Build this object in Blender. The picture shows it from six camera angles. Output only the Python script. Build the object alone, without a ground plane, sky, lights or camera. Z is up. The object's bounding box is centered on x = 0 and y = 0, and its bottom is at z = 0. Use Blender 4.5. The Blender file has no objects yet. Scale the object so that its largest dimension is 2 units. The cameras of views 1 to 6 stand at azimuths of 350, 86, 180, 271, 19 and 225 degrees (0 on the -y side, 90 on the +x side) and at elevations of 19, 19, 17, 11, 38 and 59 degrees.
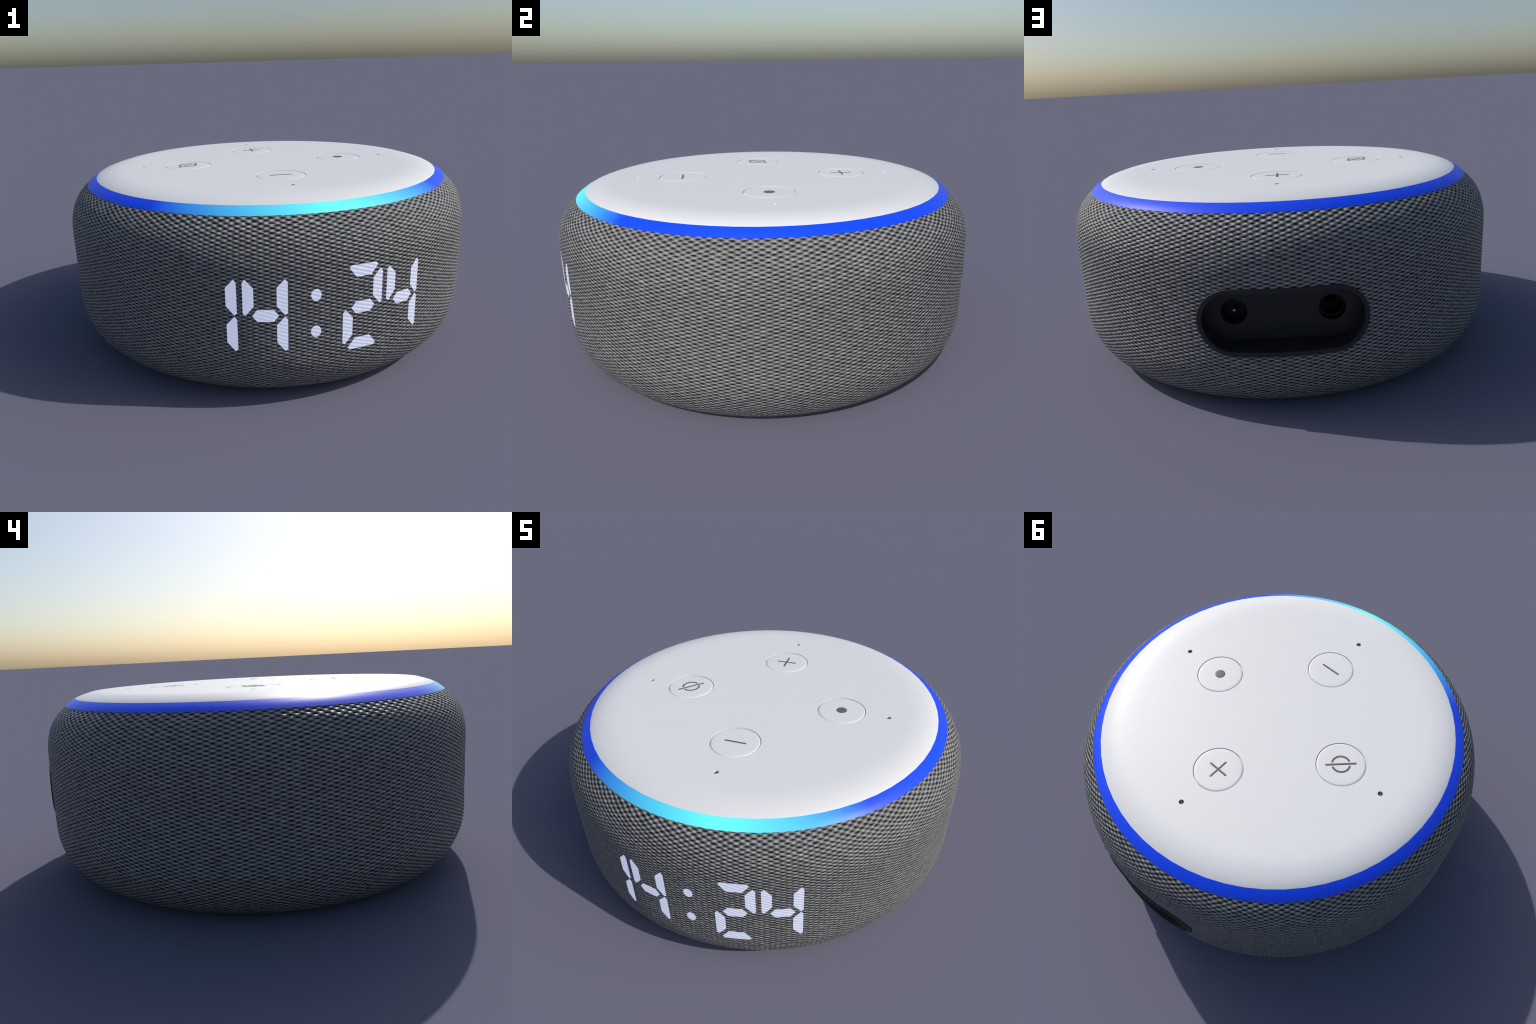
"""Round tabletop smart speaker: woven fabric body, white button plate, light ring,
LED clock digits glowing through the fabric, and a recessed socket bay at the back."""
import bpy, bmesh, math
import numpy as np
from mathutils import Vector

TAU = 2 * math.pi
CY = -0.0035                # axis of the round body (the socket bezel stands proud at +y)
SEG = 64                    # facets of the moulded plate and ring

# ------------------------------------------------------------------ helpers
def add_object(name, mesh, parent, mat=None, smooth_angle=None):
    ob = bpy.data.objects.new(name, mesh)
    bpy.context.scene.collection.objects.link(ob)
    ob.parent = parent
    if mat:
        mesh.materials.append(mat)
    if smooth_angle is None:
        pass
    else:
        mesh.polygons.foreach_set("use_smooth", [True] * len(mesh.polygons))
        bm = bmesh.new(); bm.from_mesh(mesh)
        lim = math.radians(smooth_angle)
        for e in bm.edges:
            if len(e.link_faces) == 2:
                e.smooth = e.calc_face_angle(0) < lim
        bm.to_mesh(mesh); bm.free()
    return ob

def mesh_from_bm(bm, name, recalc=True):
    if recalc:
        bmesh.ops.recalc_face_normals(bm, faces=bm.faces)
    me = bpy.data.meshes.new(name)
    bm.to_mesh(me); bm.free()
    return me

def spline(xs, ys, x):
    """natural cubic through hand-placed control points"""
    xs = np.array(xs, float); ys = np.array(ys, float); n = len(xs); h = np.diff(xs)
    A = np.eye(n); b = np.zeros(n)
    for i in range(1, n - 1):
        A[i, i-1] = h[i-1]; A[i, i] = 2*(h[i-1]+h[i]); A[i, i+1] = h[i]
        b[i] = 6*((ys[i+1]-ys[i])/h[i]-(ys[i]-ys[i-1])/h[i-1])
    m = np.linalg.solve(A, b)
    j = np.clip(np.searchsorted(xs, x)-1, 0, n-2)
    a = xs[j+1]-x; c = x-xs[j]; H = h[j]
    return m[j]*a**3/(6*H)+m[j+1]*c**3/(6*H)+(ys[j]/H-m[j]*H/6)*a+(ys[j+1]/H-m[j+1]*H/6)*c

def ring_loop(bm, cx, cy, r, z, n, start=0.0):
    return [bm.verts.new((cx+r*math.cos(start+TAU*i/n), cy+r*math.sin(start+TAU*i/n), z)) for i in range(n)]

def bridge(bm, a, b):
    n = len(a)
    for i in range(n):
        bm.faces.new((a[i], a[(i+1) % n], b[(i+1) % n], b[i]))

def loop_edges(bm, loop):
    out = []
    for i in range(len(loop)):
        e = bm.edges.get((loop[i], loop[(i+1) % len(loop)]))
        out.append(e or bm.edges.new((loop[i], loop[(i+1) % len(loop)])))
    return out

def revolve(bm, profile, cx, cy, n, close_last=True, close_first=False):
    loops = [ring_loop(bm, cx, cy, r, z, n) for r, z in profile]
    for a, b in zip(loops, loops[1:]):
        bridge(bm, a, b)
    if close_last:
        bm.faces.new(loops[-1])
    if close_first:
        bm.faces.new(loops[0])
    return loops

# ------------------------------------------------------------------ materials
def new_mat(name):
    m = bpy.data.materials.new(name); m.use_nodes = True
    nt = m.node_tree
    return m, nt, nt.nodes["Principled BSDF"]

def node(nt, kind, **kw):
    n = nt.nodes.new(kind)
    for k, v in kw.items():
        setattr(n, k, v)
    return n

def math_node(nt, op, a, b=None, c=None):
    n = node(nt, "ShaderNodeMath", operation=op)
    for i, v in enumerate((a, b, c)):
        if v is None:
            continue
        if isinstance(v, (int, float)):
            n.inputs[i].default_value = v
        else:
            nt.links.new(v, n.inputs[i])
    return n.outputs[0]

def object_azimuth(nt):
    """azimuth round the body axis, 0 at the clock side (-y), growing towards +x; and z"""
    tc = node(nt, "ShaderNodeTexCoord")
    sp = node(nt, "ShaderNodeSeparateXYZ")
    nt.links.new(tc.outputs["Object"], sp.inputs[0])
    y = math_node(nt, "ADD", sp.outputs[1], -CY)
    az = math_node(nt, "ARCTAN2", sp.outputs[0], math_node(nt, "MULTIPLY", y, -1.0))
    return az, sp.outputs[2], tc

def ramp(nt, fac, stops, interp="LINEAR"):
    r = node(nt, "ShaderNodeValToRGB")
    cr = r.color_ramp; cr.interpolation = interp
    while len(cr.elements) < len(stops):
        cr.elements.new(0.5)
    for e, (p, c) in zip(cr.elements, stops):
        e.position = p; e.color = (*c, 1)
    nt.links.new(fac, r.inputs[0])
    return r.outputs[0]

def plain(name, col, rough, spec=0.5, grain=0.0, scale=60.0):
    m, nt, bs = new_mat(name)
    bs.inputs["Roughness"].default_value = rough
    bs.inputs["Specular IOR Level"].default_value = spec
    tc = node(nt, "ShaderNodeTexCoord"); nz = node(nt, "ShaderNodeTexNoise")
    nz.inputs["Scale"].default_value = scale; nz.inputs["Detail"].default_value = 4
    nt.links.new(tc.outputs["Object"], nz.inputs["Vector"])
    lo = tuple(c*(1-grain) for c in col); hi = tuple(min(1, c*(1+grain)) for c in col)
    nt.links.new(ramp(nt, nz.outputs["Fac"], [(0.3, lo), (0.7, hi)]), bs.inputs["Base Color"])
    return m

# --- weave: staggered threads, WN per turn, WP apart in height (flat projected round the body)
WN, WP = 134, 0.0157
WU0, WV0 = math.radians(81.68), 0.7796       # a pit of the weave sits here

def weave_height(az, z):
    u = (az - WU0) / TAU * WN; v = (z - WV0) / WP
    cu = np.cos(TAU*u)
    cu = np.sign(cu) * np.abs(cu)**0.85
    return -cu * np.cos(TAU*v)

def weave_nodes(nt):
    """the weave as a node height (-1 pit .. 1 thread crown), slightly irregular"""
    az, z, tc = object_azimuth(nt)
    u = math_node(nt, "MULTIPLY", math_node(nt, "SUBTRACT", az, WU0), WN / TAU)
    v = math_node(nt, "MULTIPLY", math_node(nt, "SUBTRACT", z, WV0), 1 / WP)
    wb = node(nt, "ShaderNodeCombineXYZ")
    nt.links.new(math_node(nt, "MULTIPLY", u, 0.9), wb.inputs[0])
    nt.links.new(math_node(nt, "MULTIPLY", v, 0.9), wb.inputs[1])
    wz = node(nt, "ShaderNodeTexNoise")
    wz.inputs["Scale"].default_value = 1.0; wz.inputs["Detail"].default_value = 1
    nt.links.new(wb.outputs[0], wz.inputs["Vector"])
    ws = node(nt, "ShaderNodeSeparateXYZ"); nt.links.new(wz.outputs["Color"], ws.inputs[0])
    u = math_node(nt, "ADD", u, math_node(nt, "MULTIPLY", math_node(nt, "SUBTRACT", ws.outputs[0], 0.5), 0.26))
    v = math_node(nt, "ADD", v, math_node(nt, "MULTIPLY", math_node(nt, "SUBTRACT", ws.outputs[1], 0.5), 0.32))
    cu = math_node(nt, "COSINE", math_node(nt, "MULTIPLY", u, TAU))
    cv = math_node(nt, "COSINE", math_node(nt, "MULTIPLY", v, TAU))
    h = math_node(nt, "MULTIPLY", math_node(nt, "MULTIPLY", cu, cv), -1.0)
    su = math_node(nt, "SINE", math_node(nt, "MULTIPLY", u, TAU))
    sv = math_node(nt, "SINE", math_node(nt, "MULTIPLY", v, TAU))
    gu = math_node(nt, "MULTIPLY", su, cv)        # slopes of the threads, sideways and upwards
    gv = math_node(nt, "MULTIPLY", cu, sv)
    return h, (gu, gv, tc), u, v

def weave_bump(nt, bs, grad, ku, kv):
    """tilt the shading normal by the thread slopes (ku sideways, kv upwards)"""
    gu, gv, tc = grad
    def vec(op, a, b):
        n = node(nt, "ShaderNodeVectorMath", operation=op)
        for i, q in enumerate((a, b)):
            if isinstance(q, tuple):
                n.inputs[i].default_value = q
            elif q is not None:
                nt.links.new(q, n.inputs[i])
        return n.outputs[0]
    def scaled(a, f):
        n = node(nt, "ShaderNodeVectorMath", operation="SCALE")
        nt.links.new(a, n.inputs[0]); nt.links.new(f, n.inputs["Scale"])
        return n.outputs[0]
    geo = node(nt, "ShaderNodeNewGeometry")
    radial = vec("MULTIPLY", vec("SUBTRACT", tc.outputs["Object"], (0, CY, 0)), (1, 1, 0))
    t = vec("NORMALIZE", vec("CROSS_PRODUCT", (0, 0, 1), radial), None)
    b = vec("CROSS_PRODUCT", geo.outputs["Normal"], t)
    tilt = vec("ADD", scaled(t, math_node(nt, "MULTIPLY", gu, ku)), scaled(b, math_node(nt, "MULTIPLY", gv, kv)))
    nt.links.new(vec("NORMALIZE", vec("SUBTRACT", geo.outputs["Normal"], tilt), None), bs.inputs["Normal"])

def fabric_material():
    m, nt, bs = new_mat("woven_fabric")
    h, hb, u, v = weave_nodes(nt)
    weave_bump(nt, bs, hb, 0.95, 0.50)
    # uneven yarn: per-thread tone
    cb = node(nt, "ShaderNodeCombineXYZ")
    nt.links.new(math_node(nt, "MULTIPLY", u, 1.6), cb.inputs[0])
    nt.links.new(math_node(nt, "MULTIPLY", v, 1.9), cb.inputs[1])
    nz = node(nt, "ShaderNodeTexNoise"); nz.inputs["Scale"].default_value = 1.0
    nz.inputs["Detail"].default_value = 2
    nt.links.new(cb.outputs[0], nz.inputs["Vector"])
    jit = math_node(nt, "MULTIPLY", math_node(nt, "SUBTRACT", nz.outputs["Fac"], 0.5), 1.25)
    f = math_node(nt, "MULTIPLY_ADD", math_node(nt, "ADD", h, jit), 0.5, 0.5)
    col = ramp(nt, f, [(0.0, (0.018, 0.018, 0.019)), (0.18, (0.038, 0.038, 0.039)), (0.36, (0.110, 0.110, 0.111)),
                       (0.52, (0.195, 0.195, 0.193)), (0.80, (0.285, 0.282, 0.275)), (1.0, (0.35, 0.346, 0.336))])
    # soft blotches over a few threads
    mz = node(nt, "ShaderNodeTexNoise"); mz.inputs["Scale"].default_value = 0.35; mz.inputs["Detail"].default_value = 3
    nt.links.new(cb.outputs[0], mz.inputs["Vector"])
    mix = node(nt, "ShaderNodeMix", data_type="RGBA", blend_type="MULTIPLY")
    mix.inputs[0].default_value = 1.0
    nt.links.new(col, mix.inputs[6])
    nt.links.new(ramp(nt, mz.outputs["Fac"], [(0.3, (0.82, 0.82, 0.82)), (0.7, (1.12, 1.12, 1.12))]), mix.inputs[7])
    col = mix.outputs[2]
    nt.links.new(col, bs.inputs["Base Color"])
    bs.inputs["Roughness"].default_value = 0.5
    nt.links.new(math_node(nt, "MULTIPLY", f, 0.6), bs.inputs["Specular IOR Level"])   # pits stay matt
    return m

def ring_material():
    m, nt, bs = new_mat("light_ring_glow")
    az, z, tc = object_azimuth(nt)
    f = math_node(nt, "MULTIPLY_ADD", az, 1 / TAU, 0.5)
    p = lambda deg: deg / 360 + 0.5
    blue, cyan = (0.006, 0.072, 0.97), (0.16, 0.98, 0.98)
    col = ramp(nt, f, [(p(-42), blue), (p(7), cyan), (p(47), blue)])
    nt.links.new(col, bs.inputs["Base Color"])
    glow = ramp(nt, f, [(p(-42), (0, 0, 0)), (p(7), (0.10, 1.0, 0.8)), (p(47), (0, 0, 0))])
    nt.links.new(glow, bs.inputs["Emission Color"])
    bs.inputs["Emission Strength"].default_value = 0.19
    bs.inputs["Roughness"].default_value = 0.4
    bs.inputs["Specular IOR Level"].default_value = 0.42
    return m

def digit_material():
    m, nt, bs = new_mat("clock_led")
    h, hb, u, v = weave_nodes(nt)
    weave_bump(nt, bs, hb, 0.55, 0.55)
    bs.inputs["Base Color"].default_value = (0.36, 0.36, 0.37, 1)
    bs.inputs["Roughness"].default_value = 0.5
    bs.inputs["Emission Color"].default_value = (0.62, 0.68, 0.95, 1)
    bs.inputs["Emission Strength"].default_value = 0.58
    return m

M_FABRIC = fabric_material()
M_RING = ring_material()
M_DIGIT = digit_material()
M_PLATE = plain("white_plastic", (0.80, 0.80, 0.80), 0.47, 0.5, 0.006, 12)
M_MARK = plain("grey_print", (0.14, 0.14, 0.14), 0.5, 0.4, 0.03, 80)
M_MESH = plain("microphone_mesh", (0.11, 0.11, 0.115), 0.8, 0.2, 0.8, 260)
M_BEZEL = plain("black_plastic", (0.016, 0.016, 0.018), 0.45, 0.4, 0.05, 90)
M_SOCKET = plain("socket_black", (0.008, 0.008, 0.009), 0.5, 0.3, 0.05, 90)
M_PIN = new_mat("metal_pin")[0]
_b = M_PIN.node_tree.nodes["Principled BSDF"]
_b.inputs["Base Color"].default_value = (0.75, 0.76, 0.8, 1)
_b.inputs["Metallic"].default_value = 0.6
_b.inputs["Roughness"].default_value = 0.4
M_BASE = plain("base_rubber", (0.03, 0.03, 0.032), 0.7, 0.3, 0.1, 40)

# ------------------------------------------------------------------ root
root = bpy.data.objects.new("smart_speaker", None)
bpy.context.scene.collection.objects.link(root)
root["label"] = "round grey fabric smart speaker with clock and blue light ring"
root["category"] = "smart speaker"

# ------------------------------------------------------------------ body profile
BODY_Z = [0.0, 0.02, 0.05, 0.10, 0.15, 0.20, 0.25, 0.32, 0.50, 0.58, 0.62, 0.66, 0.70, 0.75, 0.7873]
BODY_R = [0.826, 0.866, 0.909, 0.9535, 0.978, 0.9915, 0.9957, 0.9962, 0.9962, 0.9957, 0.9935, 0.9862, 0.9722, 0.9394, 0.9020]
def body_radius(z):
    return spline(BODY_Z, BODY_R, np.asarray(z, float))

RELIEF = 0.0005
# socket bay outline: a lying stadium on the back
BAY_Z, BAY_L = 0.403, 0.187
BAY_OUT, BAY_IN = 0.1315, 0.1132
BEZEL_R = 1.0 - CY
FLOOR_Y = 0.876

def facet(th, k):
    """0..1 blend towards the 64-sided outline used where the fabric meets the ring"""
    a = np.mod(th + math.pi/SEG, TAU/SEG) - math.pi/SEG
    return 1 + k*(math.cos(math.pi/SEG)/np.cos(math.pi/SEG-np.abs(a)) - 1)

def build_fabric():
    nu, per = WN*8, 8
    zt = 0.7885
    nz = int(round(zt / WP * per))
    z = np.linspace(zt, 0.004, nz)
    th = np.arange(nu) / nu * TAU
    az = th + math.pi/2                       # theta from +x  ->  azimuth from -y
    Z, T = np.meshgrid(z, th, indexing="ij")
    R = body_radius(Z)
    # surface normal in the profile plane
    dr = (body_radius(z+1e-4) - body_radius(z-1e-4)) / 2e-4
    nr = 1/np.sqrt(1+dr**2); nzv = -dr*nr
    k = np.clip((Z-0.74)/0.04, 0, 1)
    H = RELIEF * (weave_height(T + math.pi/2, Z) - 0.6 - 1.0*np.clip((Z-0.765)/0.02, 0, 1))
    R = R*facet(T, k)
    R = R + H*nr[:, None]; ZZ = Z + H*nzv[:, None]
    co = np.stack([R*np.cos(T), R*np.sin(T)+CY, ZZ], -1).reshape(-1, 3)
    i = np.arange(nz-1)[:, None]*nu; j = np.arange(nu)[None]
    a = i+j; b = i+(j+1) % nu
    quads = np.stack([a, a+nu, b+nu, b], -1).reshape(-1, 4)
    # open the socket bay
    c = co[quads].mean(1)
    d = np.hypot(np.maximum(np.abs(c[:, 0])-BAY_L, 0), c[:, 2]-BAY_Z)
    quads = quads[~((c[:, 1] > 0.5) & (d < BAY_OUT-0.006))]
    me = bpy.data.meshes.new("fabric_cover")
    me.vertices.add(len(co)); me.vertices.foreach_set("co", co.ravel())
    me.loops.add(quads.size); me.loops.foreach_set("vertex_index", quads.ravel().astype(np.int32))
    me.polygons.add(len(quads))
    me.polygons.foreach_set("loop_start", np.arange(0, quads.size, 4, dtype=np.int32))
    me.polygons.foreach_set("use_smooth", np.ones(len(quads), bool))
    me.update(calc_edges=True); me.validate()
    bm = bmesh.new(); bm.from_mesh(me)
    bmesh.ops.delete(bm, geom=[v for v in bm.verts if not v.link_faces], context="VERTS")
    bm.to_mesh(me); bm.free()
    return add_object("fabric_cover", me, root, M_FABRIC)

fabric = build_fabric()

# ------------------------------------------------------------------ base foot
bm = bmesh.new()
revolve(bm, [(0.846, 0.012), (0.834, 0.003), (0.826, 0.0)], 0, CY, 128)
add_object("base", mesh_from_bm(bm, "base"), root, M_BASE, 30)

# ------------------------------------------------------------------ light ring
# gently crowned band between the plate and the fabric
ring_in, ring_out, crown = Vector((0.8556, 0.8171)), Vector((0.9020, 0.7872)), 0.0020
across = ring_out - ring_in
outward = Vector((-across.y, across.x)).normalized()
RING_PROFILE = [(0.8540, 0.8080)]
for i in range(9):
    q = ring_in + across*(i/8) + outward*crown*math.sin(math.pi*i/8)
    RING_PROFILE.append((q.x, q.y))
RING_PROFILE.append((0.8985, 0.7820))
bm = bmesh.new()
loops = revolve(bm, RING_PROFILE,
                0, CY, SEG, close_last=False)
add_object("light_ring", mesh_from_bm(bm, "light_ring", False), root, M_RING, 50)

# ------------------------------------------------------------------ top plate with button wells and microphone holes
TOP = 0.8420
WELL_R, MIC_R = 0.1165, 0.0120
PLATE_C = (-0.0012, -0.0028)
BTN = 0.3985
MICS = 0.6255
dirs = [(1, 0), (0, 1), (-1, 0), (0, -1)]
button_at = [(PLATE_C[0]+BTN*a, PLATE_C[1]+BTN*b) for a, b in dirs]
mic_at = [(PLATE_C[0]+MICS*a, PLATE_C[1]+MICS*b) for a, b in dirs]

rim = [(0.67, TOP), (0.73, 0.8416), (0.79, 0.8386), (0.826, 0.8284), (0.847, 0.8214), (0.8557, 0.8168), (0.8545, 0.8080)]
bm = bmesh.new()
loops = revolve(bm, rim, 0, CY, SEG, close_last=False)
edges = loop_edges(bm, loops[0])
for cx, cy in button_at:
    top = ring_loop(bm, cx, cy, WELL_R, TOP, 96)
    edges += loop_edges(bm, top)
    mid = ring_loop(bm, cx, cy, WELL_R-0.0002, TOP-0.0090, 96)
    inn = ring_loop(bm, cx, cy, WELL_R-0.012, TOP-0.0091, 96)
    bridge(bm, top, mid); bridge(bm, mid, inn)
for cx, cy in mic_at:
    top = ring_loop(bm, cx, cy, MIC_R, TOP, 32)
    edges += loop_edges(bm, top)
    low = ring_loop(bm, cx, cy, MIC_R*0.96, TOP-0.014, 32)
    bridge(bm, top, low)
bmesh.ops.triangle_fill(bm, use_beauty=True, use_dissolve=False, edges=edges, normal=(0, 0, 1))
me = mesh_from_bm(bm, "top_plate", False)
bm = bmesh.new(); bm.from_mesh(me)
for f in bm.faces:                                   # outward everywhere
    n = f.normal; c = f.calc_center_median()
    hyp = math.hypot(c.x, c.y-CY)
    if abs(n.z) > 0.2:
        if n.z < 0 and not (hyp > 0.8545): f.normal_flip()
    else:
        near = min(button_at+mic_at, key=lambda q: math.hypot(c.x-q[0], c.y-q[1]))
        inward = Vector((near[0]-c.x, near[1]-c.y, 0))
        if hyp < 0.8 and n.dot(inward) < 0: f.normal_flip()
bm.to_mesh(me); bm.free()
plate = add_object("top_plate", me, root, M_PLATE, 25)

# microphone mesh behind each hole
mic_me = None
for cx, cy in mic_at:
    if mic_me is None:
        bm = bmesh.new()
        revolve(bm, [(MIC_R*1.1, 0.0), (MIC_R*0.7, 0.0006), (MIC_R*0.3, 0.0012)], 0, 0, 24)
        mic_me = mesh_from_bm(bm, "microphone_mesh")
        ob = add_object("microphone", mic_me, plate, M_MESH, 60)
    else:
        ob = ob.copy(); bpy.context.scene.collection.objects.link(ob)
    ob.location = (cx, cy, TOP-0.0085)

# buttons
BTN_R = 0.1129
bm = bmesh.new()
prof = [(BTN_R, -0.0092), (BTN_R, -0.0030)]
for i in range(1, 7):
    a = i/6*math.pi/2
    prof.append((BTN_R-0.0095*(1-math.cos(a)), -0.0030+0.0032*math.sin(a)))
prof += [(0.07, 0.0003)]
revolve(bm, prof, 0, 0, 96)
btn_me = mesh_from_bm(bm, "button")
buttons = []
for cx, cy in button_at:
    if not buttons:
        ob = add_object("button", btn_me, root, M_PLATE, 40)
    else:
        ob = ob.copy(); bpy.context.scene.collection.objects.link(ob)
    ob.location = (cx, cy, TOP)
    buttons.append(ob)

# symbols: low rounded strokes standing on the buttons
MARK_Z = 0.0003
def stroke(path, w, height=0.0012):
    """rounded-end stroke along a plan polyline; returns bmesh geometry lofted into a low pillow"""
    bm = bmesh.new()
    p = [Vector((x, y)) for x, y in path]
    def outline(r):
        pts = []
        n = len(p)
        def tan(i):
            return (p[min(i+1, n-1)]-p[max(i-1, 0)]).normalized()
        for i in range(n):
            t = tan(i); pts.append(p[i]+Vector((-t.y, t.x))*r)
        t = tan(n-1); a0 = math.atan2(t.x, -t.y)
        for k in range(1, 8):
            a = a0-math.pi*k/8; pts.append(p[-1]+Vector((math.cos(a), math.sin(a)))*r)
        for i in range(n-1, -1, -1):
            t = tan(i); pts.append(p[i]-Vector((-t.y, t.x))*r)
        t = tan(0); a0 = math.atan2(-t.x, t.y)
        for k in range(1, 8):
            a = a0-math.pi*k/8; pts.append(p[0]+Vector((math.cos(a), math.sin(a)))*r)
        return pts
    loops = []
    for f, z in [(1.0, -0.0004), (1.0, height*0.3), (0.86, height*0.75), (0.55, height), (0.25, height*1.05)]:
        loops.append([bm.verts.new((q.x, q.y, z)) for q in outline(w/2*f)])
    for a, b in zip(loops, loops[1:]):
        bridge(bm, a, b)
    bm.faces.new(loops[-1])
    return mesh_from_bm(bm, "symbol")

def put_mark(name, me, ob):
    m = add_object(name, me, ob, M_MARK, 60)
    m.location = (0, 0, MARK_Z)

W = 0.0098
L = 0.0478
bm = bmesh.new()
revolve(bm, [(0.0255, -0.0004), (0.0255, 0.0004), (0.0235, 0.0012), (0.019, 0.0017), (0.012, 0.0019)], 0, 0, 48)
put_mark("dot_symbol", mesh_from_bm(bm, "dot_symbol"), buttons[0])
put_mark("plus_symbol", stroke([(-L, 0), (L, 0)], W), buttons[1])
m = stroke([(0, -L), (0, L)], W, 0.00125); put_mark("plus_symbol", m, buttons[1])
d = 0.0677/math.sqrt(2)
put_mark("mute_symbol", stroke([(-d, -d), (d, d)], W, 0.0013), buttons[2])
for c in (-45, 135):
    arc = [(0.0415*math.cos(math.radians(c+t)), 0.0415*math.sin(math.radians(c+t))) for t in np.linspace(-69, 69, 30)]
    put_mark("mute_symbol", stroke(arc, W), buttons[2])
put_mark("minus_symbol", stroke([(-L, 0), (L, 0)], W), buttons[3])

# ------------------------------------------------------------------ clock digits on the fabric
DIG_Z = {"top": 0.594, "bottom": 0.2365}
def seg_right_upper(x1):
    return [(x1-.6, .5662), (x1, .553), (x1, .4255), (x1-.6, .4178), (x1-2.45, .456), (x1-2.45, .531)]
def seg_right_lower(x1):
    return [(x, z-.1535) for x, z in seg_right_upper(x1)]
def mirror(seg, x0, x1):
    return [(x0+x1-x, z) for x, z in seg]
def seg_mid(x0):
    return [(x0+2.05, .4167), (x0+3.2, .442), (x0+6.85, .442), (x0+8.0, .4167), (x0+6.85, .3917), (x0+3.2, .3917)]
def seg_top(x0):
    return [(x0+1.35, .5860), (x0+1.85, .5945), (x0+8.15, .5945), (x0+8.65, .5830), (x0+6.9, .5455), (x0+3.1, .5455)]
def seg_bottom(x0):
    return [(x, .8317-z) for x, z in seg_top(x0)]
def seg_dot(z):
    return [(1.18*math.cos(t), z+.0248*math.sin(t)) for t in np.linspace(0, TAU, 28, endpoint=False)]

DW = 9.97
digits = {
    "digit_one": [seg_right_upper(-17.6), seg_right_lower(-17.6)],
    "digit_four": [mirror(seg_right_upper(-6.33), -6.33-DW, -6.33), seg_mid(-16.3), seg_right_upper(-6.33), seg_right_lower(-6.33)],
    "colon": [seg_dot(.4922), seg_dot(.3392)],
    "digit_two": [seg_top(6.32), seg_right_upper(16.29), seg_mid(6.32), mirror(seg_right_lower(16.29), 6.32, 16.29), seg_bottom(6.32)],
    "digit_four_again": [mirror(seg_right_upper(27.6), 27.6-DW, 27.6), seg_mid(27.6-DW), seg_right_upper(27.6), seg_right_lower(27.6)],
}

def segment_mesh(poly):
    """plan polygon in (azimuth degrees, z), sliced finely, laid on the fabric, with thickness"""
    bm = bmesh.new()
    bm.faces.new([bm.verts.new((x, z, 0)) for x, z in poly])
    xs = [x for x, _ in poly]; zs = [z for _, z in poly]
    sx = 360/WN/8; sz = WP/6
    for k in range(math.ceil(min(xs)/sx), math.floor(max(xs)/sx)+1):
        bmesh.ops.bisect_plane(bm, geom=bm.verts[:]+bm.edges[:]+bm.faces[:], plane_co=(k*sx, 0, 0), plane_no=(1, 0, 0), dist=1e-5)
    for k in range(math.ceil(min(zs)/sz), math.floor(max(zs)/sz)+1):
        bmesh.ops.bisect_plane(bm, geom=bm.verts[:]+bm.edges[:]+bm.faces[:], plane_co=(0, k*sz, 0), plane_no=(0, 1, 0), dist=1e-6)
    rim_e = [e for e in bm.edges if e.is_boundary]
    ret = bmesh.ops.extrude_edge_only(bm, edges=rim_e)
    low = {v for v in ret["geom"] if isinstance(v, bmesh.types.BMVert)}
    for v in bm.verts:
        az = math.radians(v.co.x); z = v.co.y
        r = float(body_radius(z))
        if v in low:
            r -= 0.004
        else:
            r += 0.0004 + RELIEF*(0.75*float(weave_height(np.array(az), np.array(z))) - 0.35)
        v.co = (r*math.sin(az), CY-r*math.cos(az), z)
    me = mesh_from_bm(bm, "digit_segment")
    return me

display = bpy.data.objects.new("clock_display", None)
bpy.context.scene.collection.objects.link(display)
display.parent = root
for name, segs in digits.items():
    for s in segs:
        o = add_object("clock_segment" if name != "colon" else "clock_colon_dot", segment_mesh(s), display, M_DIGIT, 40)

# ------------------------------------------------------------------ socket bay
def stadium(r, n=20):
    pts = []
    for sx, a0 in ((1, -90), (-1, 90)):
        for i in range(n+1):
            a = math.radians(a0 + 180*i/n)
            pts.append((sx*BAY_L + r*math.cos(a), BAY_Z + r*math.sin(a)))
        # points along the straight side so that it follows the round body
        z = BAY_Z + (r if sx == 1 else -r)
        for i in range(1, 16):
            pts.append((sx*BAY_L*(1-2*i/16), z))
    return pts

def bay_loop(bm, r, R=None, y=None):
    out = []
    for x, z in stadium(r):
        yy = y if y is not None else CY + math.sqrt(R*R-x*x)
        out.append(bm.verts.new((x, yy, z)))
    return out

bm = bmesh.new()
ls = [bay_loop(bm, BAY_OUT, R=0.975), bay_loop(bm, BAY_OUT, R=BEZEL_R-0.0015), bay_loop(bm, BAY_OUT-0.0015, R=BEZEL_R),
      bay_loop(bm, BAY_IN+0.0008, R=BEZEL_R), bay_loop(bm, BAY_IN, R=BEZEL_R-0.0008), bay_loop(bm, BAY_IN-0.0022, y=FLOOR_Y-0.002)]
for a, b in zip(ls, ls[1:]):
    bridge(bm, a, b)
bezel = add_object("socket_bay", mesh_from_bm(bm, "socket_bay"), root, M_BEZEL, 35)

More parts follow.
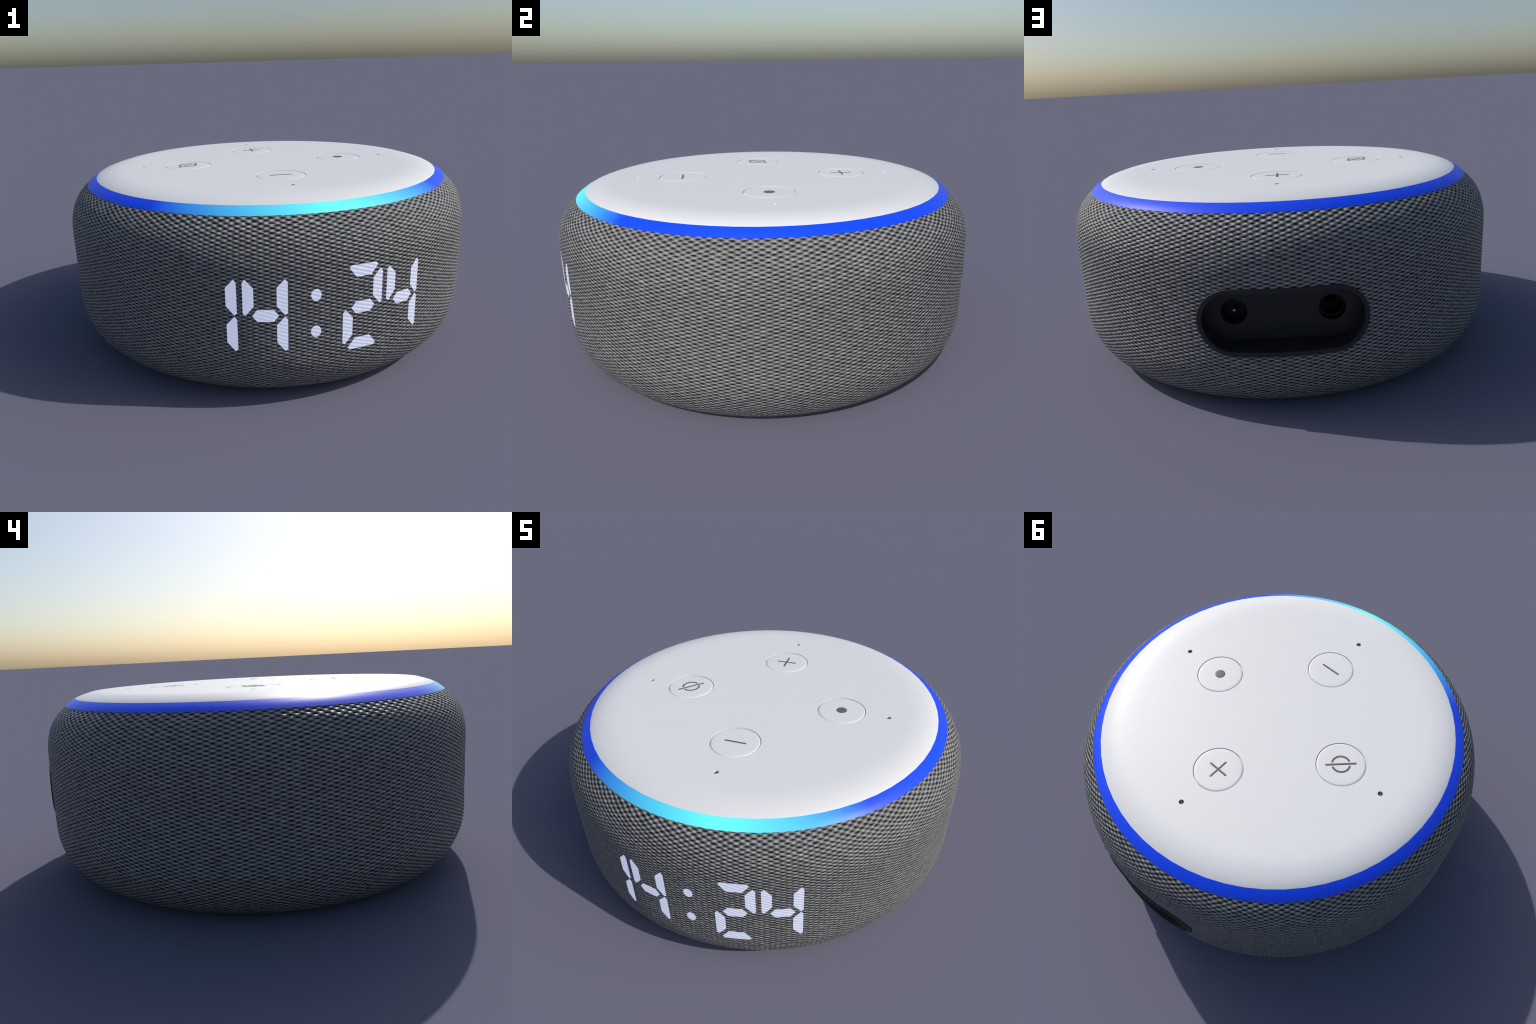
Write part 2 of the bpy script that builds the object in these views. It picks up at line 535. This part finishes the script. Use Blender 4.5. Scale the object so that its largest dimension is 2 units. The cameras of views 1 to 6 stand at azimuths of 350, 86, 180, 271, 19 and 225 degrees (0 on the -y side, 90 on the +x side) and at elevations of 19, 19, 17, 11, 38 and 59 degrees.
JACK = [(0.1862, 0.4075, 0.0505), (-0.1865, 0.4075, 0.0510)]
def xz_loop(bm, cx, cz, r, y, n=48):
    return [bm.verts.new((cx+r*math.cos(TAU*i/n), y, cz+r*math.sin(TAU*i/n))) for i in range(n)]
bm = bmesh.new()
edges = loop_edges(bm, bay_loop(bm, BAY_IN+0.003, y=FLOOR_Y))
holes = []
for cx, cz, r in JACK:
    lp = xz_loop(bm, cx, cz, r+0.0008, FLOOR_Y); edges += loop_edges(bm, lp)
    l2 = xz_loop(bm, cx, cz, r+0.0002, FLOOR_Y-0.0006)
    l3 = xz_loop(bm, cx, cz, r, FLOOR_Y-0.002)
    bridge(bm, lp, l2); bridge(bm, l2, l3)
bmesh.ops.triangle_fill(bm, use_beauty=True, use_dissolve=False, edges=edges, normal=(0, 1, 0))
add_object("socket_panel", mesh_from_bm(bm, "socket_panel"), bezel, M_BEZEL, 30)

def socket(name, cx, cz, prof):
    bm = bmesh.new()
    ls = [xz_loop(bm, cx, cz, r, y) for r, y in prof]
    for a, b in zip(ls, ls[1:]):
        bridge(bm, a, b)
    bm.faces.new(ls[-1])
    me = mesh_from_bm(bm, name)
    return add_object(name, me, bezel, M_SOCKET, 35)

F = FLOOR_Y
socket("power_socket", *JACK[0][:2], [(0.0505, F-0.002), (0.0490, F-0.070)])
socket("audio_socket", *JACK[1][:2], [(0.0510, F-0.002), (0.0505, F-0.032), (0.0430, F-0.032), (0.0420, F-0.095), (0.0235, F-0.095), (0.0230, F-0.170)])
def pin(name, prof, mat):
    bm = bmesh.new()
    ls = [xz_loop(bm, JACK[0][0], JACK[0][1], r, y, 20) for r, y in prof]
    for a, b in zip(ls, ls[1:]):
        bridge(bm, a, b)
    bm.faces.new(ls[-1])
    add_object(name, mesh_from_bm(bm, name), bezel, mat, 50)
pin("power_pin", [(0.0056, F-0.072), (0.0056, F-0.0165), (0.0053, F-0.0162)], M_SOCKET)
pin("pin_tip", [(0.0057, F-0.0170), (0.0057, F-0.0150), (0.0046, F-0.0125), (0.0025, F-0.0112)], M_PIN)
